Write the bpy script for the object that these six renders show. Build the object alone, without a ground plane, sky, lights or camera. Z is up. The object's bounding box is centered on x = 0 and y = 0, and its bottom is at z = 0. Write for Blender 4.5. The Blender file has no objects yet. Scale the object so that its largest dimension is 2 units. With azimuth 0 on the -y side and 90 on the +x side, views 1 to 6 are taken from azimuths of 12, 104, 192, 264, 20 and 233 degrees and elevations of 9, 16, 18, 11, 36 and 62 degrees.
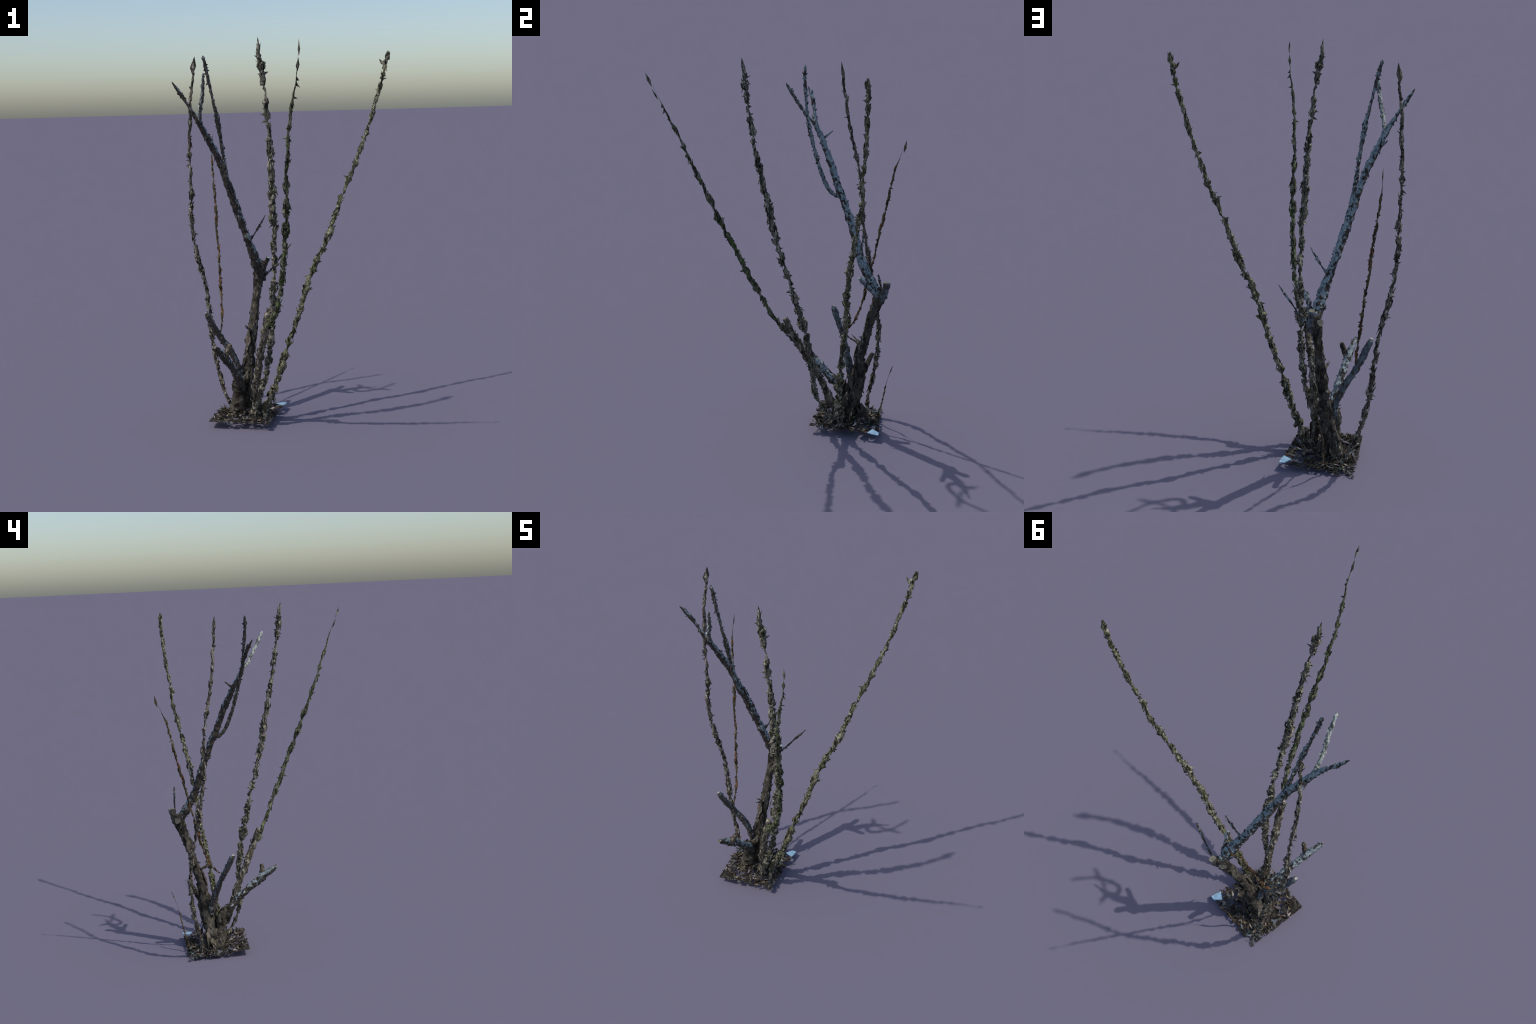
# A wiry desert shrub: thorny wands and a dead, blue-patched trunk rising
# from a ragged square of leaf litter.
import bpy, bmesh, math, random
import numpy as np
from mathutils import Vector, noise

SEED = 7
rng = random.Random(SEED)

# ---------------------------------------------------------------- materials
def new_mat(name):
    m = bpy.data.materials.new(name)
    m.use_nodes = True
    nt = m.node_tree
    nt.nodes.clear()
    out = nt.nodes.new("ShaderNodeOutputMaterial")
    bs = nt.nodes.new("ShaderNodeBsdfPrincipled")
    bs.inputs["Roughness"].default_value = 0.9
    bs.inputs["Specular IOR Level"].default_value = 0.15
    nt.links.new(bs.outputs[0], out.inputs[0])
    return m, nt, bs


def ramp(nt, fac, stops, constant=False):
    r = nt.nodes.new("ShaderNodeValToRGB")
    cr = r.color_ramp
    if constant:
        cr.interpolation = 'CONSTANT'
    while len(cr.elements) < len(stops):
        cr.elements.new(0.5)
    for e, (p, c) in zip(cr.elements, stops):
        e.position = p
        e.color = (c[0], c[1], c[2], 1)
    nt.links.new(fac, r.inputs[0])
    return r.outputs[0]


def mixc(nt, fac, a, b, mode='MIX'):
    n = nt.nodes.new("ShaderNodeMix")
    n.data_type = 'RGBA'
    n.blend_type = mode
    for sock, v in ((n.inputs[0], fac), (n.inputs[6], a), (n.inputs[7], b)):
        if isinstance(v, bpy.types.NodeSocket):
            nt.links.new(v, sock)
        elif isinstance(v, (int, float)):
            sock.default_value = v
        else:
            sock.default_value = (v[0], v[1], v[2], 1)
    return n.outputs[2]


def mathn(nt, op, a, b=0.0):
    n = nt.nodes.new("ShaderNodeMath")
    n.operation = op
    for i, v in enumerate((a, b)):
        if isinstance(v, bpy.types.NodeSocket):
            nt.links.new(v, n.inputs[i])
        else:
            n.inputs[i].default_value = v
    return n.outputs[0]


def coords(nt, scale=(1, 1, 1), rot=(0, 0, 0)):
    t = nt.nodes.new("ShaderNodeTexCoord")
    mp = nt.nodes.new("ShaderNodeMapping")
    mp.inputs["Scale"].default_value = scale
    mp.inputs["Rotation"].default_value = rot
    nt.links.new(t.outputs["Object"], mp.inputs[0])
    return mp.outputs[0]


def noise_tex(nt, co, scale, detail=3.0, rough=0.6):
    n = nt.nodes.new("ShaderNodeTexNoise")
    n.inputs["Scale"].default_value = scale
    n.inputs["Detail"].default_value = detail
    n.inputs["Roughness"].default_value = rough
    nt.links.new(co, n.inputs["Vector"])
    return n.outputs["Fac"]


def cells(nt, co, scale):
    n = nt.nodes.new("ShaderNodeTexVoronoi")
    n.inputs["Scale"].default_value = scale
    nt.links.new(co, n.inputs["Vector"])
    sep = nt.nodes.new("ShaderNodeSeparateColor")
    nt.links.new(n.outputs["Color"], sep.inputs[0])
    return sep.outputs[0], sep.outputs[1]


def bump(nt, bs, h, strength=0.5, dist=0.003):
    b = nt.nodes.new("ShaderNodeBump")
    b.inputs["Strength"].default_value = strength
    b.inputs["Distance"].default_value = dist
    nt.links.new(h, b.inputs["Height"])
    nt.links.new(b.outputs[0], bs.inputs["Normal"])


def patchy(name, stops, tint=None, tint_amount=0.3, cell=75, fine=170, streak=0.35, fleck=(0.38, 0.35, 0.29), flecks=0.75):
    """Bark broken into small facets: a ramp picked per cell, shaken by fine noise,
    with pale flecks and sparse small patches of another colour."""
    m, nt, bs = new_mat(name)
    co = coords(nt, (1, 1, streak))
    r, g = cells(nt, co, cell)
    n = noise_tex(nt, coords(nt, (1, 1, streak)), fine, 4)
    f = mathn(nt, 'ADD', mathn(nt, 'MULTIPLY', r, 0.7), mathn(nt, 'MULTIPLY', n, 1.3))
    f = mathn(nt, 'SUBTRACT', f, 0.50)
    col = ramp(nt, f, stops)
    if tint:
        big = noise_tex(nt, coords(nt), 30, 3)
        k = mathn(nt, 'ADD', mathn(nt, 'MULTIPLY', g, 0.35), mathn(nt, 'MULTIPLY', big, 0.9))
        k = ramp(nt, k, [(0.78 - tint_amount * 0.5, (0, 0, 0)), (0.95 - tint_amount * 0.5, (.8, .8, .8))])
        col = mixc(nt, k, col, mixc(nt, 1.0, tint, ramp(nt, n, [(0.3, (.3, .3, .3)), (0.65, (1.3, 1.3, 1.3))]), 'MULTIPLY'))
    n3 = noise_tex(nt, coords(nt, (1, 1, 0.38)), 105, 2)
    k = ramp(nt, n3, [(0.69 - flecks * 0.13, (0, 0, 0)), (0.76 - flecks * 0.13, (1, 1, 1))])
    col = mixc(nt, k, col, fleck)
    nt.links.new(col, bs.inputs["Base Color"])
    bump(nt, bs, n, 0.5, 0.002)
    return m


def blue_patch_bark(name, dark, pale, cover, scale=26, direction=(0.35, 0.6, 0.6), bias=0.16):
    """Brown bark with blue-grey patches, densest on faces turned toward direction."""
    m, nt, bs = new_mat(name)
    co = coords(nt)
    n1 = noise_tex(nt, co, scale, 4)
    n2 = noise_tex(nt, coords(nt, (1, 1, 0.4)), 150, 4)
    geo = nt.nodes.new("ShaderNodeNewGeometry")
    dot = nt.nodes.new("ShaderNodeVectorMath")
    dot.operation = 'DOT_PRODUCT'
    nt.links.new(geo.outputs["Normal"], dot.inputs[0])
    dot.inputs[1].default_value = direction
    k = mathn(nt, 'ADD', n1, mathn(nt, 'MULTIPLY', dot.outputs["Value"], bias))
    k = mathn(nt, 'ADD', k, mathn(nt, 'MULTIPLY', n2, 0.25))
    k = ramp(nt, k, [(0.70 - cover * 0.4, (0, 0, 0)), (0.78 - cover * 0.4, (1, 1, 1))])
    r, g = cells(nt, coords(nt, (1, 1, .7)), 78)
    k = mathn(nt, 'MULTIPLY', k, ramp(nt, mathn(nt, 'ADD', r, mathn(nt, 'MULTIPLY', n2, .25)), [(0.30, (0, 0, 0)), (0.34, (1, 1, 1))]))
    pale_var = ramp(nt, g, [(0, (.72, .76, .80)), (1, (1.22, 1.18, 1.12))])
    dk = ramp(nt, n2, [(0.25, [c * 0.35 for c in dark]), (0.5, dark), (0.75, [min(1, c * 2.0) for c in dark])])
    pk = ramp(nt, n2, [(0.3, [c * 0.55 for c in pale]), (0.52, pale), (0.7, [min(1, c * 1.45) for c in pale])])
    nt.links.new(mixc(nt, k, dk, mixc(nt, 1.0, pk, pale_var, 'MULTIPLY')), bs.inputs["Base Color"])
    bump(nt, bs, n2, 0.6, 0.003)
    return m


def flat_noise(name, base, var=0.5, scale=90, per_object=False):
    m, nt, bs = new_mat(name)
    n = noise_tex(nt, coords(nt), scale, 3)
    col = ramp(nt, n, [(0.3, [c * (1 - var) for c in base]), (0.5, base),
                       (0.72, [min(1, c * (1 + var)) for c in base])])
    if per_object:
        oi = nt.nodes.new("ShaderNodeObjectInfo")
        col = mixc(nt, 1.0, col, ramp(nt, oi.outputs["Random"],
                   [(0, (0.55, 0.55, 0.55)), (1, (1.25, 1.2, 1.15))]), 'MULTIPLY')
    nt.links.new(col, bs.inputs["Base Color"])
    return m


BLACK = (0.022, 0.020, 0.017)
M = {}
M['trunk'] = patchy("trunk_bark", [(0.10, (0.014, 0.012, 0.010)), (0.42, (0.042, 0.036, 0.028)),
                                    (0.75, (0.074, 0.064, 0.049)), (0.98, (0.14, 0.125, 0.10))],
                    (0.12, 0.14, 0.15), 0.0, cell=60, fine=110, fleck=(0.16, 0.15, 0.13), flecks=0.2)
M['old_wand'] = patchy("thorny_grey_bark", [(0.10, (0.015, 0.014, 0.011)), (0.40, (0.073, 0.071, 0.050)),
                                       (0.70, (0.153, 0.144, 0.101)), (0.98, (0.368, 0.337, 0.261))],
                       (0.199, 0.150, 0.146), 0.12)
M['olive_wand'] = patchy("thorny_olive_bark", [(0.10, (0.014, 0.013, 0.009)), (0.40, (0.074, 0.070, 0.048)),
                                      (0.70, (0.158, 0.149, 0.096)), (0.98, (0.367, 0.331, 0.248))],
                         (0.121, 0.135, 0.052), 0.18, fleck=(0.460, 0.442, 0.350), flecks=0.6)
M['green_wand'] = patchy("thorny_green_bark", [(0.10, (0.013, 0.013, 0.010)), (0.42, (0.063, 0.064, 0.041)),
                                      (0.72, (0.125, 0.122, 0.079)), (0.98, (0.283, 0.269, 0.198))],
                         (0.106, 0.153, 0.045), 0.22, fleck=(0.340, 0.283, 0.255), flecks=0.2)
M['mauve_wand'] = patchy("thorny_mauve_bark", [(0.10, (0.015, 0.013, 0.011)), (0.42, (0.077, 0.067, 0.051)),
                                      (0.72, (0.147, 0.135, 0.098)), (0.98, (0.337, 0.307, 0.238))],
                         (0.184, 0.123, 0.117), 0.15)
M['rust_wand'] = patchy("rusty_bark", [(0.10, (0.016, 0.013, 0.009)), (0.42, (0.055, 0.043, 0.024)),
                                     (0.72, (0.105, 0.080, 0.042)), (0.98, (0.21, 0.165, 0.09))],
                        (0.20, 0.064, 0.022), 0.16, fleck=(0.20, 0.135, 0.045), flecks=0.35)
M['blue_branch'] = blue_patch_bark("blue_grey_branch_bark", (0.050, 0.042, 0.035), (0.235, 0.285, 0.300), 0.14, 46, (0.55, 0.6, 0.45), 0.24)
M['blue_twig'] = blue_patch_bark("blue_grey_twig_bark", (0.050, 0.045, 0.038), (0.20, 0.24, 0.25), 0.18, 46, (0.55, 0.6, 0.45), 0.18)
M['pale_twig'] = blue_patch_bark("pale_twig_bark", (0.10, 0.10, 0.09), (0.36, 0.39, 0.35), 0.38, 40, (-0.7, 0.1, 0.4), 0.2)
M['pale_stump'] = blue_patch_bark("lichen_stump_bark", (0.060, 0.052, 0.042), (0.27, 0.31, 0.325), 0.16, 42, (0.2, 0.5, 0.8), 0.2)
M['grey_stump'] = blue_patch_bark("grey_stump_bark", (0.060, 0.052, 0.045), (0.115, 0.135, 0.148), 0.20, 40, (0.3, 0.6, 0.6), 0.2)
M['cut_wood'] = flat_noise("pale_cut_wood", (0.36, 0.335, 0.30), 0.3, 120)
M['knot_wood'] = flat_noise("weathered_cut_wood", (0.16, 0.15, 0.12), 0.4, 110)
M['brown_stub'] = patchy("brown_stub_bark", [(0.12, BLACK), (0.42, (0.062, 0.053, 0.038)),
                                        (0.7, (0.112, 0.098, 0.072)), (0.95, (0.26, 0.23, 0.18))],
                         (0.12, 0.085, 0.07), 0.15, cell=55)
M['tarp'] = flat_noise("pale_blue_sheet", (0.27, 0.42, 0.54), 0.22, 55)


def litter_material():
    m, nt, bs = new_mat("leaf_litter_soil")
    co = coords(nt)
    r, g = cells(nt, co, 85)
    n = noise_tex(nt, co, 140, 4)
    f = mathn(nt, 'ADD', mathn(nt, 'MULTIPLY', r, 0.6), mathn(nt, 'MULTIPLY', n, 0.75))
    f = mathn(nt, 'SUBTRACT', f, 0.18)
    col = ramp(nt, f, [(0.1, (0.014, 0.012, 0.011)), (0.50, (0.034, 0.030, 0.025)),
                       (0.76, (0.066, 0.057, 0.046)), (0.90, (0.16, 0.14, 0.12)), (0.99, (0.32, 0.29, 0.26))])
    big = noise_tex(nt, co, 14, 2)
    k = ramp(nt, mathn(nt, 'ADD', mathn(nt, 'MULTIPLY', g, 0.5), mathn(nt, 'MULTIPLY', big, 0.8)),
             [(0.84, (0, 0, 0)), (0.92, (1, 1, 1))])
    col = mixc(nt, k, col, (0.12, 0.135, 0.15))
    nt.links.new(col, bs.inputs["Base Color"])
    return m


M['litter'] = litter_material()
M['leaf_brown'] = flat_noise("dry_leaf_brown", (0.046, 0.038, 0.029), 0.5, 110, True)
M['leaf_tan'] = flat_noise("dry_leaf_tan", (0.24, 0.20, 0.135), 0.4, 110, True)
M['leaf_grey'] = flat_noise("dry_leaf_grey", (0.25, 0.22, 0.205), 0.4, 110, True)
M['leaf_blue'] = flat_noise("weathered_leaf_bluish", (0.13, 0.155, 0.18), 0.4, 110, True)
M['leaf_green'] = flat_noise("green_blade", (0.13, 0.24, 0.12), 0.35, 110, True)
M['leaf_rust'] = flat_noise("dry_leaf_rust", (0.19, 0.095, 0.03), 0.5, 110, True)
M['stone'] = flat_noise("dark_green_stone", (0.030, 0.042, 0.040), 0.4, 70)

# ------------------------------------------------------------------ helpers
def add_object(name, mesh, parent, mats=(), kind=None):
    ob = bpy.data.objects.new(name, mesh)
    bpy.context.scene.collection.objects.link(ob)
    ob.parent = parent
    for m in mats:
        if m.name not in [q.name for q in mesh.materials if q]:
            mesh.materials.append(m)
    if kind:
        ob["kind"] = kind
    return ob


def catmull(pts, step):
    """Smooth curve through control points, resampled at about equal arc length."""
    P = [np.array(p, float) for p in pts]
    P = [2 * P[0] - P[1]] + P + [2 * P[-1] - P[-2]]
    dense = []
    for i in range(1, len(P) - 2):
        for t in np.linspace(0, 1, 12, endpoint=False):
            a, b, c, d = P[i - 1], P[i], P[i + 1], P[i + 2]
            dense.append(0.5 * (2 * b + (c - a) * t + (2 * a - 5 * b + 4 * c - d) * t * t
                                + (3 * b - a - 3 * c + d) * t ** 3))
    dense.append(P[-2])
    D = np.array(dense)
    s = np.r_[0, np.cumsum(np.linalg.norm(np.diff(D, axis=0), axis=1))]
    n = max(3, int(round(s[-1] / step)) + 1)
    q = np.linspace(0, s[-1], n)
    return np.stack([np.interp(q, s, D[:, k]) for k in range(3)], 1), q / s[-1]


def frames(C):
    T = np.gradient(C, axis=0)
    T /= np.linalg.norm(T, axis=1)[:, None]
    N = np.cross(T[0], (0.3, 0.9, 0.2))
    out = []
    for t in T:
        N = N - t * (N @ t)
        N /= np.linalg.norm(N)
        out.append((t, N.copy(), np.cross(t, N)))
    return out


class Stem:
    """A limb: spine, radius profile (fraction along, radius) and the crumpled skin round it."""

    def __init__(self, name, spine, profile, mat, parent, sides=7, step=0.011, rough=0.22,
                 wobble=0.12, blunt=False, cut_mat=None, seed=0, core=1.0):
        self.rng = random.Random(seed * 31 + 5)
        r = self.rng
        self.C, self.f = catmull(spine, step)
        if core < 1:      # small kinks of a living wand
            k = np.array([[noise.noise(Vector(c) * 22 + Vector((seed, 40 * a, 7))) for a in range(3)] for c in self.C])
            self.C = self.C + k * np.array((.006, .006, 0)) * np.minimum(1, self.R_at(profile) / .008)[:, None]
        self.F = frames(self.C)
        pf = np.array(profile)
        self.R = np.interp(self.f, pf[:, 0], pf[:, 1])
        self.seed = seed
        if core < 1:      # knots and pinches every couple of centimetres
            sh = Vector((seed * 5.7, 9.1, 4.4))
            self.R = np.array([R * (1.06 + .65 * noise.noise(Vector(c) * 30 + sh) + .5 * noise.noise(Vector(c) * 75 + sh))
                               for R, c in zip(self.R, self.C)])
            self.R = np.maximum(self.R, .0007)
        self.R0 = self.R.copy()
        self.R = self.R * core
        # slow swelling and pinching along the limb
        off = Vector((seed * 3.1, 1.7, 0.3))
        self.R = np.array([R * (1 + wobble * 2 * noise.noise(Vector(c) * 38 + off)) for R, c in zip(self.R, self.C)])
        bm = bmesh.new()
        rings = []
        lobes = [r.uniform(0, 6.28) for _ in range(3)]
        for i, (c, R, (t, n, b)) in enumerate(zip(self.C, self.R, self.F)):
            ring = []
            tw = 0.25 * math.sin(i * 0.7 + lobes[0])
            for k in range(sides):
                a = 2 * math.pi * (k + (0.5 if i % 2 else 0) + r.uniform(-0.28, 0.28)) / sides + tw
                rad = R * (1 + rough * r.uniform(-1, 1.1) + 0.10 * math.sin(2 * a + lobes[1] + i * 0.23))
                p = c + (n * math.cos(a) + b * math.sin(a)) * rad + t * r.uniform(-0.3, 0.3) * step
                ring.append(bm.verts.new(p))
            rings.append(ring)
        for r0, r1, i in zip(rings, rings[1:], range(len(rings))):
            for k in range(sides):
                a, b_, c_, d = r0[k], r0[(k + 1) % sides], r1[(k + 1) % sides], r1[k]
                if (i % 2) == 0:
                    bm.faces.new((a, b_, d)); bm.faces.new((b_, c_, d))
                else:
                    bm.faces.new((a, b_, c_)); bm.faces.new((a, c_, d))
        bm.faces.new(rings[0][::-1])
        end = self.F[-1][0]
        if blunt:
            top = bm.faces.new(rings[-1])
            if cut_mat:
                top.material_index = 1
        else:
            tip = bm.verts.new(self.C[-1] + end * max(0.004, self.R[-1] * 1.6))
            for k in range(sides):
                bm.faces.new((rings[-1][k], rings[-1][(k + 1) % sides], tip))
        bmesh.ops.recalc_face_normals(bm, faces=bm.faces)
        me = bpy.data.meshes.new(name)
        bm.to_mesh(me)
        bm.free()
        self.ob = add_object(name, me, parent, [mat] + ([cut_mat] if cut_mat else []))
        self.mat = mat

    def R_at(self, profile):
        pf = np.array(profile)
        return np.interp(self.f, pf[:, 0], pf[:, 1])

    def thorns(self, per_metre, length, width, lo=0.03, hi=0.97, flake_share=0.45, name="thorn"):
        """Sharp spines and lifted splinters of bark, all solid wedges."""
        r = self.rng
        bm = bmesh.new()
        L = float(np.linalg.norm(np.diff(self.C, axis=0), axis=1).sum())
        for _ in range(int(L * per_metre)):
            f = r.uniform(lo, hi)
            x = f * (len(self.C) - 1)
            i = min(int(x), len(self.C) - 2)
            c = self.C[i] + (self.C[i + 1] - self.C[i]) * (x - i)
            R = self.R[i]
            t, n, b = self.F[i]
            a = r.uniform(0, 2 * math.pi)
            rad = n * math.cos(a) + b * math.sin(a)
            side = np.cross(t, rad)
            if r.random() < flake_share:
                # splinter: a wedge lying along the limb with one end lifted
                l = r.uniform(0.9, 2.2) * length
                w = r.uniform(0.5, 1.1) * width
                lift = r.uniform(0.05, 0.6) * length
                up = 1 if r.random() < 0.55 else -1
                o = c + rad * R * 0.80
                base = [o + side * w, o - side * w, o - rad * 0.004]
                tipc = o + t * up * l + rad * (R * 0.2 + lift) + side * r.uniform(-1, 1) * w
                mid = o + t * up * l * 0.55 + rad * (R * 0.35 + lift * 0.4) + side * r.choice((-1, 1)) * w * 1.3
                vs = [bm.verts.new(p) for p in base + [mid, tipc]]
                A, B, Cc, Md, Tp = vs
                for q in ((A, Cc, B), (A, B, Md), (B, Tp, Md), (A, Md, Tp), (A, Tp, Cc), (B, Cc, Tp)):
                    bm.faces.new(q)
            else:
                l = r.uniform(0.55, 1.3) * length
                w = r.uniform(0.5, 1.2) * width
                o = c + rad * R * 0.75
                d = rad * r.uniform(0.6, 1) + t * r.uniform(-0.8, 0.8) + side * r.uniform(-0.5, 0.5)
                d /= np.linalg.norm(d)
                vs = [bm.verts.new(p) for p in (o + t * w, o - t * w * 0.9 + side * w * 0.2,
                                                o + side * w * 0.45, o + d * (l + R * 0.25))]
                A, B, Cc, Tp = vs
                for q in ((A, B, Cc), (A, Tp, B), (B, Tp, Cc), (Cc, Tp, A)):
                    bm.faces.new(q)
        bmesh.ops.recalc_face_normals(bm, faces=bm.faces)
        me = bpy.data.meshes.new(name)
        bm.to_mesh(me)
        bm.free()
        return add_object(name, me, self.ob, [self.mat], "stuff")


    def plates(self, per_metre, length, spread=.75, lift=.5, lo=0.02, hi=0.985, name="bark_flake"):
        """Curling flakes of bark: irregular curved scales, thin but solid, torn to a point,
        standing off the core at one end and leaving notches between them."""
        r = self.rng
        bm = bmesh.new()
        L = float(np.linalg.norm(np.diff(self.C, axis=0), axis=1).sum())
        n = len(self.C) - 1

        def at(f, a, off):
            x = min(max(f, 0), 1) * n
            i = min(int(x), n - 1)
            w = x - i
            c = self.C[i] * (1 - w) + self.C[i + 1] * w
            R = self.R0[i] * (1 - w) + self.R0[i + 1] * w
            t, e1, e2 = self.F[i]
            return c + (e1 * math.cos(a) + e2 * math.sin(a)) * (R * off)

        for _ in range(int(L * per_metre)):
            f = r.uniform(lo, hi)
            if noise.noise(Vector((f * L * 26, self.seed * 7.3, 2.2))) < -.16:
                continue
            l = length * r.choice((.5, .7, .9, 1.1, 1.7)) * r.uniform(.8, 1.2) / L
            up = 1 if r.random() < .6 else -1
            a0 = r.uniform(0, 2 * math.pi)
            sp = spread * r.uniform(.6, 1.25)
            o0 = r.uniform(.55, .9)
            o1 = o0 + lift * r.uniform(.05, .85)
            o2 = o0 + lift * r.uniform(-.2, 1.5)
            sk = r.uniform(-.6, .6) * sp
            outline = [(f - up * l * .5, a0 - sp * r.uniform(.3, .8), o0), (f - up * l * r.uniform(.3, .6), a0 + sp * r.uniform(.3, .8), o0),
                       (f + up * l * r.uniform(-.1, .2), a0 + sp, o1), (f + up * l * .6, a0 + sk, o2),
                       (f + up * l * r.uniform(-.15, .2), a0 - sp, o1 * r.uniform(.85, 1.1))]
            cen = (f, a0, (o0 + o1) / 2 + .12)
            top = [bm.verts.new(at(*q)) for q in outline]
            bot = [bm.verts.new(at(q[0], q[1], q[2] - .16)) for q in outline]
            ct, cb = bm.verts.new(at(*cen)), bm.verts.new(at(cen[0], cen[1], cen[2] - .2))
            for k in range(5):
                j = (k + 1) % 5
                bm.faces.new((top[k], top[j], ct))
                bm.faces.new((bot[j], bot[k], cb))
                bm.faces.new((top[j], top[k], bot[k], bot[j]))
        bmesh.ops.recalc_face_normals(bm, faces=bm.faces)
        me = bpy.data.meshes.new(name)
        bm.to_mesh(me)
        bm.free()
        return add_object(name, me, self.ob, [self.mat], "stuff")


def shard(name, centre, axis, length, width, thick, mat, parent, roll=0.0, fat=0.4):
    """A dry bud or leaf remnant: a folded diamond with real thickness."""
    axis = Vector(axis).normalized()
    s = axis.cross(Vector((math.cos(roll), math.sin(roll), 0.2))).normalized()
    u = s.cross(axis)
    c = Vector(centre)
    bm = bmesh.new()
    pts = [c - axis * length * fat, c + s * width, c - s * width * 0.8 + axis * 0.1 * length,
           c + u * thick, c - u * thick, c + axis * length * (1 - fat)]
    v = [bm.verts.new(p) for p in pts]
    for q in ((0, 1, 3), (0, 3, 2), (0, 2, 4), (0, 4, 1), (5, 3, 1), (5, 2, 3), (5, 4, 2), (5, 1, 4)):
        bm.faces.new([v[k] for k in q])
    bmesh.ops.recalc_face_normals(bm, faces=bm.faces)
    me = bpy.data.meshes.new(name)
    bm.to_mesh(me)
    bm.free()
    return add_object(name, me, parent, [mat])


# ------------------------------------------------------------------- the thing
shrub = bpy.data.objects.new("desert_shrub", None)
bpy.context.scene.collection.objects.link(shrub)
shrub["label"] = "wiry thorny desert shrub on a square of leaf litter"
shrub["category"] = "desert shrub"

# ---- spines (metres, z up)
RIGHT_WAND = [(-.132,.283,.035),(-.118,.285,.085),(-.097,.284,.13),(-.066,.283,.198),(-.043,.288,.265),(-.025,.297,.333),(-.005,.307,.401),
 (.019,.316,.468),(.042,.326,.536),(.065,.336,.603),(.085,.346,.671),(.106,.355,.739),(.13,.362,.806),(.159,.366,.874),
 (.191,.375,.942),(.22,.385,1.009),(.241,.398,1.077),(.264,.412,1.144),(.289,.428,1.212),(.316,.442,1.28),(.343,.457,1.347),
 (.368,.467,1.415),(.393,.472,1.483),(.419,.48,1.55),(.44,.489,1.618),(.458,.495,1.685),(.478,.499,1.753),(.496,.505,1.821),
 (.513,.508,1.888),(.53,.506,1.956)]
TALL_WAND = [(-.165,.235,.045),(-.158,.215,.08),(-.149,.184,.12),(-.122,.16,.189),(-.101,.146,.258),(-.084,.145,.327),(-.069,.142,.396),(-.058,.135,.465),
 (-.049,.124,.534),(-.041,.109,.604),(-.032,.092,.673),(-.026,.076,.742),(-.017,.058,.811),(-.009,.04,.88),(-.004,.02,.949),
 (-.001,-.001,1.018),(.003,-.02,1.087),(.005,-.036,1.156),(.005,-.049,1.225),(.006,-.062,1.294),(.009,-.078,1.363),
 (.009,-.092,1.432),(.01,-.106,1.501),(.01,-.12,1.571),(.003,-.131,1.64),(.001,-.144,1.709),(-.002,-.155,1.778),
 (-.007,-.165,1.847),(-.017,-.171,1.916),(-.019,-.181,1.985)]
FRONT_WAND = [(-.062,.040,.572),(-.042,.012,.60),(-.020,-.006,.632),(.016,-.045,.689),(.033,-.075,.758),(.049,-.106,.827),(.066,-.139,.896),(.077,-.17,.965),(.089,-.199,1.034),
 (.099,-.23,1.103),(.11,-.263,1.172),(.118,-.292,1.241),(.123,-.319,1.309),(.13,-.347,1.378),(.139,-.379,1.447),
 (.149,-.409,1.516),(.162,-.435,1.585),(.174,-.459,1.654),(.191,-.49,1.723),(.209,-.515,1.792),(.221,-.543,1.861),(.228,-.562,1.90)]
FRONT_STUB = [(-.185,.27,.05),(-.175,.26,.10),(-.164,.231,.16),(-.154,.198,.231),(-.137,.172,.303),(-.12,.138,.374),(-.101,.1,.446),(-.078,.067,.517),
 (-.06,.035,.589),(-.043,.007,.66)]
LEFT_WAND = [(-.333,.403,.03),(-.35,.40,.062),(-.372,.401,.1),(-.395,.417,.168),(-.417,.43,.236),(-.433,.438,.303),(-.444,.444,.371),(-.453,.446,.439),(-.458,.445,.507),
 (-.461,.438,.574),(-.464,.428,.642),(-.467,.415,.71),(-.477,.399,.778),(-.492,.385,.846),(-.504,.373,.913),(-.511,.362,.981),
 (-.516,.35,1.049),(-.519,.344,1.117),(-.516,.341,1.184),(-.511,.337,1.252),(-.508,.33,1.32),(-.507,.319,1.388),
 (-.504,.304,1.456),(-.497,.29,1.523),(-.489,.278,1.591),(-.483,.269,1.659),(-.476,.26,1.727),(-.463,.252,1.794),
 (-.453,.242,1.862),(-.443,.236,1.925)]
RUST_WAND = [(-.357,.270,.497),(-.359,.301,.52),(-.364,.344,.598),(-.373,.369,.675),(-.378,.386,.753),(-.385,.404,.831),(-.391,.421,.908),(-.401,.439,.986),
 (-.409,.454,1.064),(-.414,.472,1.142),(-.421,.488,1.219),(-.432,.503,1.297),(-.44,.52,1.375),(-.445,.546,1.452),(-.446,.565,1.50)]
TRUNK = [(-.262,.318,.03),(-.264,.324,.1),(-.252,.344,.164),(-.243,.359,.227),(-.233,.364,.291),(-.223,.372,.355),(-.215,.381,.419),(-.208,.399,.482),
 (-.203,.415,.546),(-.198,.431,.61),(-.192,.45,.673),(-.188,.472,.737),(-.181,.485,.79),(-.180,.490,.815)]
UPPER_BRANCH = [(-.178,.492,.775),(-.179,.470,.801),(-.189,.426,.864),(-.2,.392,.928),(-.217,.366,.992),(-.236,.347,1.056),(-.25,.325,1.119),(-.265,.302,1.183),(-.279,.277,1.247),
 (-.294,.248,1.31),(-.309,.224,1.374),(-.326,.2,1.438),(-.349,.17,1.501),(-.375,.141,1.565),(-.4,.106,1.629),(-.436,.092,1.693),
 (-.472,.075,1.756),(-.505,.045,1.815)]
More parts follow.
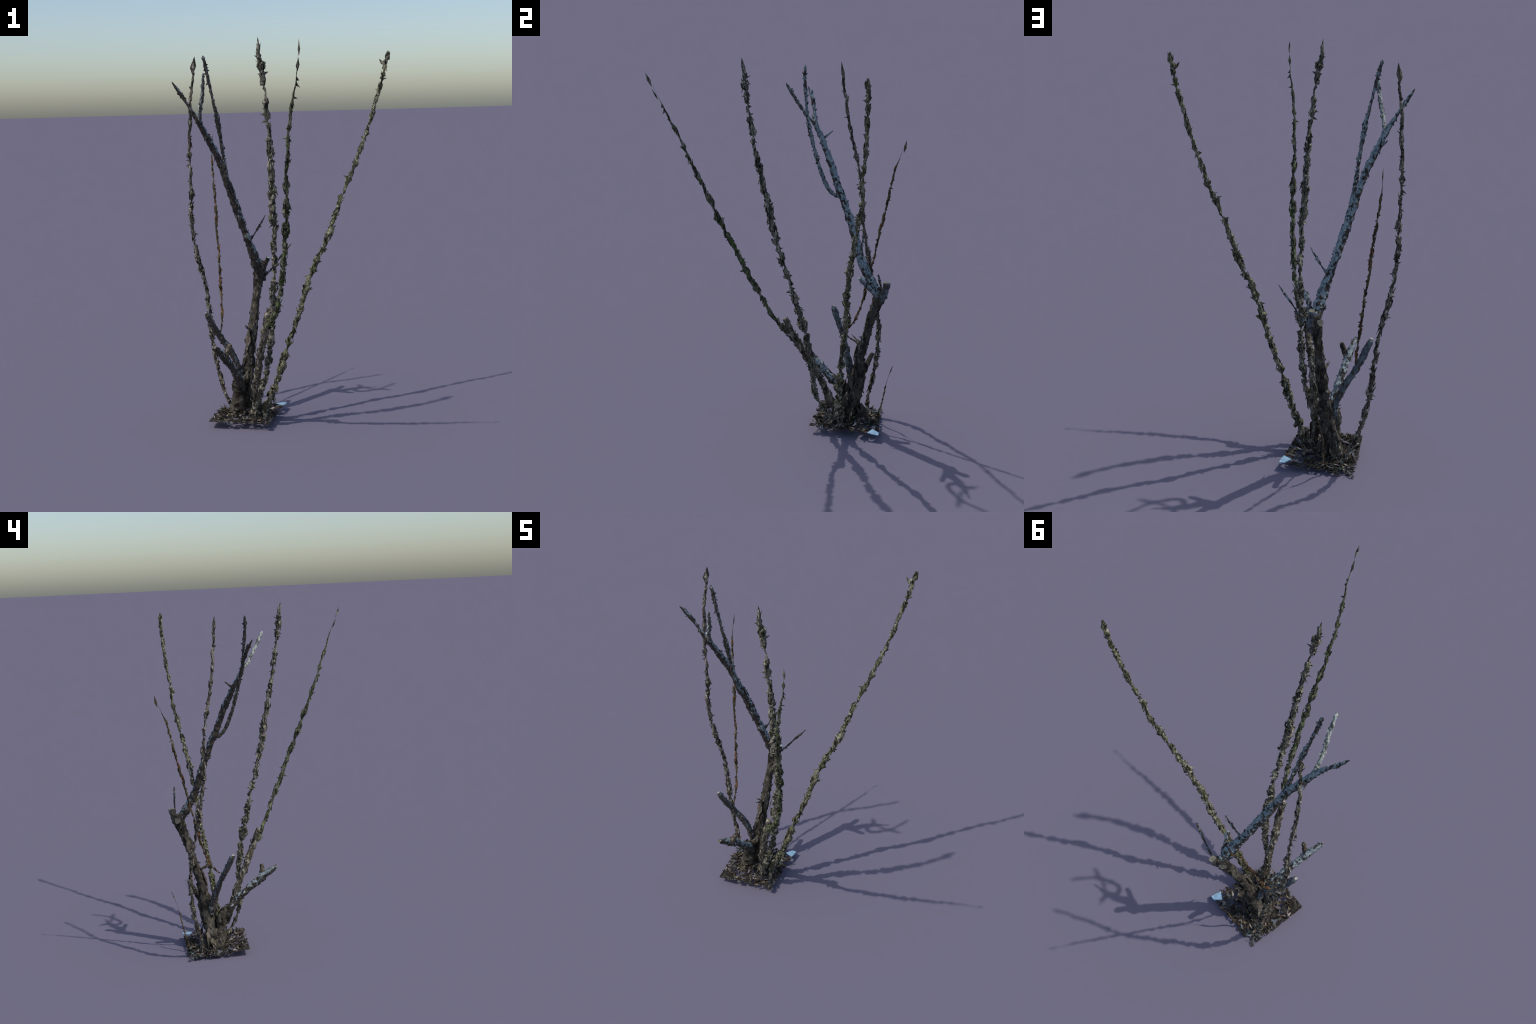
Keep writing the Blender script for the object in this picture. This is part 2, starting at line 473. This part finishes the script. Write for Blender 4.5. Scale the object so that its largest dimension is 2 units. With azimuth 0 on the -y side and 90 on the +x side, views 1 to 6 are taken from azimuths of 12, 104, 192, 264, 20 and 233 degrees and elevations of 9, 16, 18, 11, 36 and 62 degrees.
PALE_FORK = [(-.392,.118,1.615),(-.372,.065,1.68),(-.353,.031,1.733),(-.338,0,1.787),(-.325,-.03,1.845)]
TALL_FORK = [(-.284,.262,1.270),(-.275,.225,1.281),(-.273,.205,1.300),(-.275,.183,1.332),(-.278,.168,1.369),(-.278,.155,1.405),(-.280,.142,1.441),(-.282,.131,1.478),(-.286,.111,1.555),(-.293,.093,1.63),(-.305,.078,1.705),(-.318,.072,1.78),
 (-.331,.064,1.855),(-.346,.062,1.93)]
GREY_STUMP = [(-.262,.328,.225),(-.278,.314,.3),(-.306,.293,.378),(-.348,.267,.455),(-.385,.231,.532),(-.415,.197,.615)]
STUMP_ROOT = [(-.286,.303,.03),(-.273,.28,.13),(-.264,.267,.205),(-.254,.222,.247),(-.258,.175,.295)]
PALE_STUMP = [(-.262,.266,.185),(-.258,.245,.22),(-.252,.218,.25),(-.259,.16,.31),(-.27,.096,.37),(-.284,.024,.43),(-.306,-.062,.498)]

# ---- trunk and dead wood
trunk = Stem("trunk", TRUNK, [(0, .046), (.10, .041), (.2, .038), (.36, .033), (.46, .027), (.62, .0235), (.8, .0235),
             (.9, .028), (.97, .027), (1, .014)], M['trunk'], shrub, sides=11, step=.015, rough=.12, wobble=.08, blunt=True, seed=1)
trunk.thorns(70, .014, .008, .05, .95, .9, "bark_splinter")
upper = Stem("branch", UPPER_BRANCH, [(0, .012), (.03, .024), (.06, .027), (.14, .022), (.3, .0195), (.5, .0185), (.68, .0165), (.78, .0145),
             (.84, .012), (.88, .007), (.93, .010), (.98, .007), (1, .003)], M['blue_branch'], shrub, sides=8, step=.014, rough=.14, seed=2)
upper.thorns(90, .011, .007, .08, .97, .7, "bark_splinter")
tf = Stem("branch", TALL_FORK, [(0, .011), (.3, .0105), (.6, .011), (.72, .007), (.8, .0095), (.93, .0075), (1, .007)],
          M['blue_twig'], shrub, sides=6, step=.013, rough=.22, wobble=.2, seed=3)
tf.thorns(80, .012, .007)
pf = Stem("branch", PALE_FORK, [(0, .010), (.3, .008), (.6, .010), (.85, .008), (1, .006)], M['pale_twig'], shrub,
          sides=6, step=.013, rough=.2, wobble=.2, seed=4)
pf.thorns(60, .012, .008, .2)
gs = Stem("stump", GREY_STUMP, [(0, .022), (.25, .0175), (.6, .016), (.8, .016), (.93, .0165), (.97, .0145), (1, .009)], M['grey_stump'], shrub,
          sides=8, step=.014, rough=.13, blunt=True, cut_mat=M['cut_wood'], seed=5)
gs.thorns(60, .010, .007, .15, .93, .8, "bark_splinter")
ps = Stem("stump", PALE_STUMP, [(0, .018), (.1, .025), (.2, .0235), (.45, .0205), (.75, .018), (.9, .015), (1, .009)],
          M['pale_stump'], shrub, sides=9, step=.014, rough=.15, blunt=True, cut_mat=M['brown_stub'], seed=6)
ps.thorns(90, .013, .008, .3, .97, .8, "bark_splinter")
Stem("twig", [(-.275, .03, .425), (-.262, .02, .452), (-.243, .019, .495)], [(0, .017), (.6, .015), (1, .012)], M['brown_stub'],
     ps.ob, sides=7, step=.011, rough=.2, blunt=True, seed=7)
rt = Stem("root", STUMP_ROOT, [(0, .040), (.35, .033), (.65, .031), (.85, .023), (1, .016)], M['trunk'], trunk.ob,
          sides=9, step=.016, rough=.15, seed=18)
rt.thorns(90, .016, .009, .05, .9, .9, "bark_splinter")
# sawn-off knot at the elbow of the trunk
Stem("knot", [(-.182, .476, .770), (-.194, .485, .777), (-.206, .494, .784)], [(0, .022), (.5, .022), (1, .019)], M['trunk'],
     trunk.ob, sides=8, step=.009, rough=.14, blunt=True, cut_mat=M['knot_wood'], seed=19)
fs = Stem("stump", FRONT_STUB, [(0, .022), (.15, .019), (.5, .0175), (.8, .0185), (1, .015)], M['brown_stub'], shrub,
          sides=8, step=.013, rough=.17, blunt=True, seed=8)
fs.thorns(110, .012, .008, .1, .97, .8, "bark_splinter")

# loose slabs of dead bark packed between the feet of the limbs
for k, (c, ax, ln, w) in enumerate((((-.150, .215, .165), (.02, -.02, .12), .13, .024), ((-.158, .245, .12), (-.03, .02, .1), .13, .026),
                                    ((-.215, .315, .22), (.02, .02, .1), .14, .022), ((-.198, .295, .14), (-.01, .03, .1), .15, .028),
                                    ((-.235, .290, .23), (.03, .03, .1), .10, .020), ((-.205, .33, .26), (-.03, -.02, .1), .11, .018),
                                    ((-.175, .335, .085), (.01, .03, .1), .12, .026), ((-.215, .40, .085), (-.01, -.03, .1), .10, .024),
                                    ((-.290, .345, .12), (.03, .01, .1), .11, .020), ((-.228, .352, .43), (.01, .03, .12), .15, .018),
                                    ((-.243, .335, .31), (.03, .03, .1), .11, .018), ((-.30, .36, .06), (.05, .0, .08), .09, .022), ((-.300, .352, .10), (.02, -.01, .1), .15, .034),
                                    ((-.285, .375, .07), (.03, -.03, .1), .10, .030), ((-.235, .372, .06), (-.02, -.03, .1), .10, .032),
                                    ((-.315, .325, .06), (.04, .01, .09), .10, .028))):
    shard("bark_slab", c, ax, ln, w, .008, M['trunk'] if k % 3 else M['brown_stub'], trunk.ob, roll=k * 1.9, fat=.45)

# short dead spurs on the trunk and the upper branch
Stem("stub", [(-.162, .494, .735), (-.163, .508, .785), (-.168, .521, .848)], [(0, .014), (.3, .019), (.7, .0175), (1, .0165)], M['grey_stump'],
     trunk.ob, sides=7, step=.012, rough=.17, blunt=True, cut_mat=M['knot_wood'], seed=9)
sb = Stem("stub", [(-.172, .468, .775), (-.150, .445, .81), (-.128, .413, .85), (-.110, .387, .886)], [(0, .017), (.5, .0125), (1, .0095)],
          M['blue_branch'], trunk.ob, sides=7, step=.012, rough=.18, blunt=True, seed=10)
sb.thorns(120, .012, .007, .2, 1, .6, "bark_splinter")
Stem("stub", [(-.205, .378, .27), (-.213, .392, .305), (-.232, .415, .36), (-.253, .441, .416)], [(0, .018), (.4, .016), (1, .0125)],
     M['trunk'], trunk.ob, sides=7, step=.013, rough=.17, blunt=True, seed=11)
tw = Stem("twig", [(-.15, .485, .775), (-.126, .501, .79), (-.09, .502, .835), (-.05, .5, .885), (-.002, .497, .944)],
          [(0, .008), (.2, .005), (.5, .0042), (.75, .006), (.9, .004), (1, .0015)], M['blue_twig'], trunk.ob, sides=5, step=.012, rough=.3, wobble=.25, seed=12)
tw.thorns(70, .008, .004)
tw = Stem("twig", [(-.222, .37, .975), (-.196, .378, .995), (-.172, .387, 1.028), (-.148, .396, 1.068), (-.124, .405, 1.111)],
          [(0, .014), (.2, .008), (.35, .003), (.6, .0075), (.8, .004), (1, .002)], M['blue_twig'], upper.ob, sides=5, step=.011, rough=.3, wobble=.25, seed=13)
tw.thorns(80, .009, .005)
Stem("twig", [(-.378, .145, 1.555), (-.395, .166, 1.57), (-.415, .192, 1.592)], [(0, .009), (.5, .006), (1, .003)], M['blue_twig'],
     upper.ob, sides=5, step=.01, rough=.25, seed=14)
for k, (tip, base) in enumerate((((-.228, .304, .515), (-.205, .38, .48)), ((-.236, .33, .522), (-.21, .39, .475)))):
    Stem("spur", [base, tuple((a + b) / 2 for a, b in zip(base, tip)), tip], [(0, .009), (.5, .006), (1, .0015)],
         M['brown_stub'], trunk.ob, sides=5, step=.01, rough=.3, seed=15 + k)

# ---- thorny wands
aw = Stem("branch", RIGHT_WAND, [(0, .026), (.03, .029), (.055, .027), (.075, .017), (.1, .0155), (.25, .0155), (.4, .0155),
          (.55, .0145), (.7, .0125), (.85, .0105), (.93, .009), (1, .0125)], M['olive_wand'], shrub, sides=5, rough=.35, wobble=.4, blunt=True, seed=20, core=.52)
aw.plates(330, 0.026, lo=.05, hi=.99)
aw.thorns(45, 0.020, 0.010, .05, .99, .3)
bw = Stem("branch", TALL_WAND, [(0, .022), (.08, .0175), (.3, .0175), (.5, .018), (.65, .0165), (.8, .0145), (.88, .0125),
          (.92, .014), (.96, .0155), (.985, .010), (1, .004)], M['old_wand'], shrub, sides=5, rough=.35, wobble=.4, seed=21, core=.52)
bw.plates(330, 0.024, lo=.08, hi=.985)
bw.thorns(45, 0.020, 0.010, .08, .985, .3)
cw = Stem("branch", FRONT_WAND, [(0, .014), (.06, .0145), (.2, .0125), (.4, .0135), (.55, .0125), (.75, .0095), (.84, .0075), (.9, .005), (.94, .0025), (.955, .0006), (1, .0006)],
          M['green_wand'], shrub, sides=5, rough=.32, wobble=.4, seed=22, core=.58)
cw.plates(260, 0.026, lo=.02, hi=.93)
cw.thorns(30, 0.020, 0.010, .02, .93, .3)
ew = Stem("branch", LEFT_WAND, [(0, .016), (.1, .0125), (.2, .012), (.4, .0105), (.55, .012), (.75, .0105), (.88, .0085), (.96, .0065), (1, .002)],
          M['mauve_wand'], shrub, sides=5, rough=.35, wobble=.4, seed=23, core=.52)
ew.plates(300, 0.024, lo=.04, hi=.98)
ew.thorns(40, 0.020, 0.008, .04, .98, .3)
fw = Stem("branch", RUST_WAND, [(0, .006), (.2, .0065), (.5, .0065), (.75, .007), (.9, .005), (.95, .0018), (1, .001)],
          M['rust_wand'], shrub, sides=4, rough=.35, wobble=.4, seed=24, core=.5)
fw.plates(230, 0.024, lo=.03, hi=.94)
fw.thorns(35, 0.014, 0.008, .03, .94, .3)

# flared bark collar at the foot of the outward-leaning wand
for k, (c, ax, w) in enumerate((((-.106, .285, .108), (.03, .0, .07), .028), ((-.112, .295, .095), (.02, .02, .07), .026),
                                ((-.110, .275, .090), (.03, -.01, .06), .026), ((-.122, .284, .065), (.0, .0, .07), .024))):
    shard("bark_slab", c, ax, .10, w, .016, M['olive_wand'] if k % 2 else M['brown_stub'], aw.ob, roll=k * 1.6, fat=.5)

# withered buds at the wand tips
shard("bud", (.232, -.570, 1.912), (.006, -.03, .075), .075, .010, .006, M['mauve_wand'], cw.ob, roll=.6, fat=.4)
shard("bud", (.222, -.545, 1.845), (.01, -.03, .06), .065, .009, .005, M['green_wand'], cw.ob, roll=1.6)
shard("bud", (-.446, .572, 1.505), (0, .01, .05), .07, .008, .003, M['rust_wand'], fw.ob, roll=.2)
shard("bud", (-.019, -.178, 1.955), (-.002, -.008, .06), .08, .012, .008, M['old_wand'], bw.ob, roll=.4)
shard("bud", (-.449, .241, 1.892), (.01, -.006, .06), .10, .019, .011, M['mauve_wand'], ew.ob, roll=2.2)
shard("bud", (-.452, .242, 1.865), (-.01, .012, .06), .06, .010, .006, M['mauve_wand'], ew.ob, roll=.5)
for dx, ax, ln in ((-.004, (.02, .004, .05), .060), (.002, (-.02, .01, .05), .050), (.0, (.03, -.02, .05), .045), (-.008, (-.01, -.02, .05), .05), (-.02, (.03, .02, .03), .045), (-.03, (-.03, .01, .04), .05)):
    shard("bud", (.526 + dx, .506, 1.925 + dx), ax, ln, .015, .008, M['olive_wand'], aw.ob, roll=dx * 300)
for k, (dz, ax) in enumerate(((-.01, (.012, .01, .05)), (-.045, (-.02, -.01, .05)), (-.075, (.02, -.015, .05)))):
    shard("bud", (-.018, -.176, 1.95 + dz), ax, .06, .013, .007, M['old_wand'], bw.ob, roll=k * 1.3)

# thin dying shoot at the litter's far corner
SHOOT = [(-.275, .47, .035), (-.258, .485, .09), (-.257, .504, .171), (-.239, .521, .263), (-.223, .553, .362)]
sh = Stem("shoot", SHOOT, [(0, .004), (.2, .005), (.33, .0025), (.5, .004), (.62, .0012), (.8, .0007), (.92, .003), (1, .001)],
          M['rust_wand'], shrub, sides=5, step=.01, rough=.3, seed=30)
sh.thorns(60, .010, .004, .05, .6)
shard("bud", (-.227, .545, .338), (.014, .03, .09), .035, .0045, .002, M['leaf_tan'], sh.ob, roll=1)

# ------------------------------------------------------------- leaf litter
CORNERS = ((-.077, .124, .040), (-.050, .499, .034), (-.412, .480, .004), (-.400, .126, .040))


def ground(u, v):
    a, b, c, d = (np.array(q) for q in CORNERS)
    p = (a * (1 - u) + d * u) * (1 - v) + (b * (1 - u) + c * u) * v
    p[2] += .026 * math.exp(-((u - .52) ** 2 + (v - .55) ** 2) / .05)
    return p


litter = None
N = 26
bm = bmesh.new()
grid = {}
lr = random.Random(99)
for i in range(N + 1):
    for j in range(N + 1):
        e = (0 < i < N) and (0 < j < N)
        u = (i + (lr.uniform(-.4, .4) if e else 0)) / N
        v = (j + (lr.uniform(-.4, .4) if e else 0)) / N
        p = ground(u, v)
        calm = min(1, max(.12, math.hypot(u - 1, v) / .3))
        p[2] += calm * (.010 * noise.noise(Vector((u * 9, v * 9, 3))) + lr.uniform(-.006, .006))
        p[2] = max(.001, p[2])
        grid[i, j] = bm.verts.new(p)
for i in range(N):
    for j in range(N):
        u, v = (i + .5) / N, (j + .5) / N
        a, b, c, d = grid[i, j], grid[i + 1, j], grid[i + 1, j + 1], grid[i, j + 1]
        tris = ((a, b, c), (a, c, d)) if (i * 7 + j * 3) % 2 else ((a, b, d), (b, c, d))
        solid = math.hypot(u - 1, v) < .22
        centre = math.hypot(u - .5, v - .55) < .16
        for k, t in enumerate(tris):
            h = noise.noise(Vector((u * 13 + k * .15, v * 13, 8.5)))
            if solid or centre or (h < .09 and lr.random() < .93):
                bm.faces.new(t)
for vtx in [q for q in bm.verts if not q.link_faces]:
    bm.verts.remove(vtx)
bmesh.ops.recalc_face_normals(bm, faces=bm.faces)
me = bpy.data.meshes.new("ground_litter")
bm.to_mesh(me)
bm.free()
litter = add_object("ground_litter", me, shrub, [M['litter']])
sol = litter.modifiers.new("thickness", 'SOLIDIFY')
sol.thickness = .003
sol.offset = 0.0


def leaf_mesh(name, length, width, curl, fold, mat, r):
    """A dry leaf: lens outline, folded on its midrib, curled, 1 mm thick."""
    bm = bmesh.new()
    n = 5
    rows = []
    for i in range(n + 1):
        t = i / n
        w = width * (math.sin(math.pi * t) ** .8 * (1 + r.uniform(-.3, .3)) + .06)
        y = (t - .5) * length
        z = curl * length * (t - .5) ** 2 * 2
        rows.append([bm.verts.new((-w, y, z + fold * w)), bm.verts.new((r.uniform(-.1, .1) * w, y, z)),
                     bm.verts.new((w * r.uniform(.7, 1.1), y, z + fold * w * r.uniform(.4, 1.2)))])
    for a, b in zip(rows, rows[1:]):
        for k in (0, 1):
            bm.faces.new((a[k], a[k + 1], b[k + 1], b[k]))
    low = bmesh.ops.duplicate(bm, geom=bm.faces[:])
    nv = [g for g in low['geom'] if isinstance(g, bmesh.types.BMVert)]
    for q in nv:
        q.co.z -= .0012
    nf = [g for g in low['geom'] if isinstance(g, bmesh.types.BMFace)]
    bmesh.ops.reverse_faces(bm, faces=nf)
    edges = [e for e in bm.edges if e.is_boundary]
    bmesh.ops.bridge_loops(bm, edges=edges)
    bmesh.ops.recalc_face_normals(bm, faces=bm.faces)
    me = bpy.data.meshes.new(name)
    bm.to_mesh(me)
    bm.free()
    me.materials.append(mat)
    return me


lr = random.Random(5)
kinds = []
for mat, weight, count in (('leaf_brown', 56, 6), ('leaf_tan', 18, 4), ('leaf_grey', 18, 4), ('leaf_blue', 6, 2), ('leaf_rust', 5, 2)):
    for _ in range(count):
        kinds.append((leaf_mesh("leaf", lr.uniform(.022, .042), lr.uniform(.005, .0095), lr.uniform(-.5, .9),
                                lr.uniform(-.2, .7), M[mat], lr), weight / count))
pale_meshes = [k[0] for k in kinds if k[0].materials[0].name in ('dry_leaf_grey', 'weathered_leaf_bluish')]
meshes, weights = [k[0] for k in kinds], [k[1] for k in kinds]
for q in range(298):
    u, v = lr.uniform(.02, .98), lr.uniform(.02, .98)
    pale = q < 16          # bleached leaves gather beside the blue scrap
    if pale:
        u, v = lr.uniform(.08, .30), lr.uniform(.72, .97)
    if math.hypot(u - 1, v) < .2 and lr.random() < .8:
        continue
    if math.hypot(u - .03, v - .97) < .12:
        continue
    ob = add_object("leaf", lr.choice(pale_meshes) if pale else lr.choices(meshes, weights)[0], litter)
    p = ground(u, v)
    s = lr.uniform(.55, 1.25)
    ob.location = (p[0], p[1], max(.006, p[2] + lr.uniform(.002, .012)))
    tilt = .55
    ob.rotation_euler = (lr.gauss(0, tilt), lr.gauss(0, tilt), lr.uniform(0, 6.28))
    if p[2] < .02:
        ob.rotation_euler[0] *= .3
        ob.rotation_euler[1] *= .3
    ob.scale = (s, s, s)
# a few fresh green blades and pale straws
for u, v, ang, l, mat in ((.80, .93, 0.2, .05, 'leaf_green'), (.55, .50, 1.9, .035, 'leaf_green'), (.86, .66, -.6, .045, 'leaf_tan'),
                          (.72, .30, 1.0, .05, 'leaf_tan'), (.45, .12, .5, .045, 'leaf_tan'), (.30, .70, 2.2, .05, 'leaf_tan')):
    ob = add_object("blade", leaf_mesh("blade", l, .0024, .3, .3, M[mat], lr), litter)
    p = ground(u, v)
    ob.location = (p[0], p[1], p[2] + .012)
    ob.rotation_euler = (.1, .1, ang)

# fine chips and crumbs between the leaves
bm = bmesh.new()
for _ in range(420):
    u, v = lr.random(), lr.random()
    if math.hypot(u - .03, v - .97) < .1:
        continue
    p = Vector(ground(u, v)) + Vector((0, 0, lr.uniform(0, .010)))
    l, w, t = lr.uniform(.003, .009), lr.uniform(.0015, .004), .0008
    ang, tl = lr.uniform(0, 6.28), lr.gauss(0, .5)
    ax = Vector((math.cos(ang), math.sin(ang), tl)).normalized()
    sd = Vector((-math.sin(ang), math.cos(ang), lr.gauss(0, .4))).normalized()
    up = ax.cross(sd)
    p.z = max(p.z, .010)
    q = [bm.verts.new(x) for x in (p - ax * l, p + sd * w, p + ax * l, p - sd * w * .7, p + up * t, p - up * t)]
    for k in range(4):
        bm.faces.new((q[k], q[(k + 1) % 4], q[4]))
        bm.faces.new((q[(k + 1) % 4], q[k], q[5]))
bmesh.ops.recalc_face_normals(bm, faces=bm.faces)
me = bpy.data.meshes.new("litter_chip")
bm.to_mesh(me)
bm.free()
add_object("litter_chip", me, litter, [M['litter']], "stuff")

# pale blue scrap of sheet at one corner
bm = bmesh.new()
top = [Vector(p) for p in ((-.045, .502, .037), (-.049, .467, .039), (-.055, .441, .042), (-.099, .466, .043), (-.074, .503, .039))]
cen = bm.verts.new(sum(top, Vector()) / 5 + Vector((0, 0, .001)))
tv = [bm.verts.new(p) for p in top]
bv = [bm.verts.new(p - Vector((0, 0, .003))) for p in top]
for k in range(5):
    j = (k + 1) % 5
    bm.faces.new((tv[k], tv[j], cen))
    bm.faces.new((tv[j], tv[k], bv[k], bv[j]))
bm.faces.new(bv[::-1])
bmesh.ops.recalc_face_normals(bm, faces=bm.faces)
me = bpy.data.meshes.new("sheet_scrap")
bm.to_mesh(me)
bm.free()
add_object("sheet_scrap", me, litter, [M['tarp']])
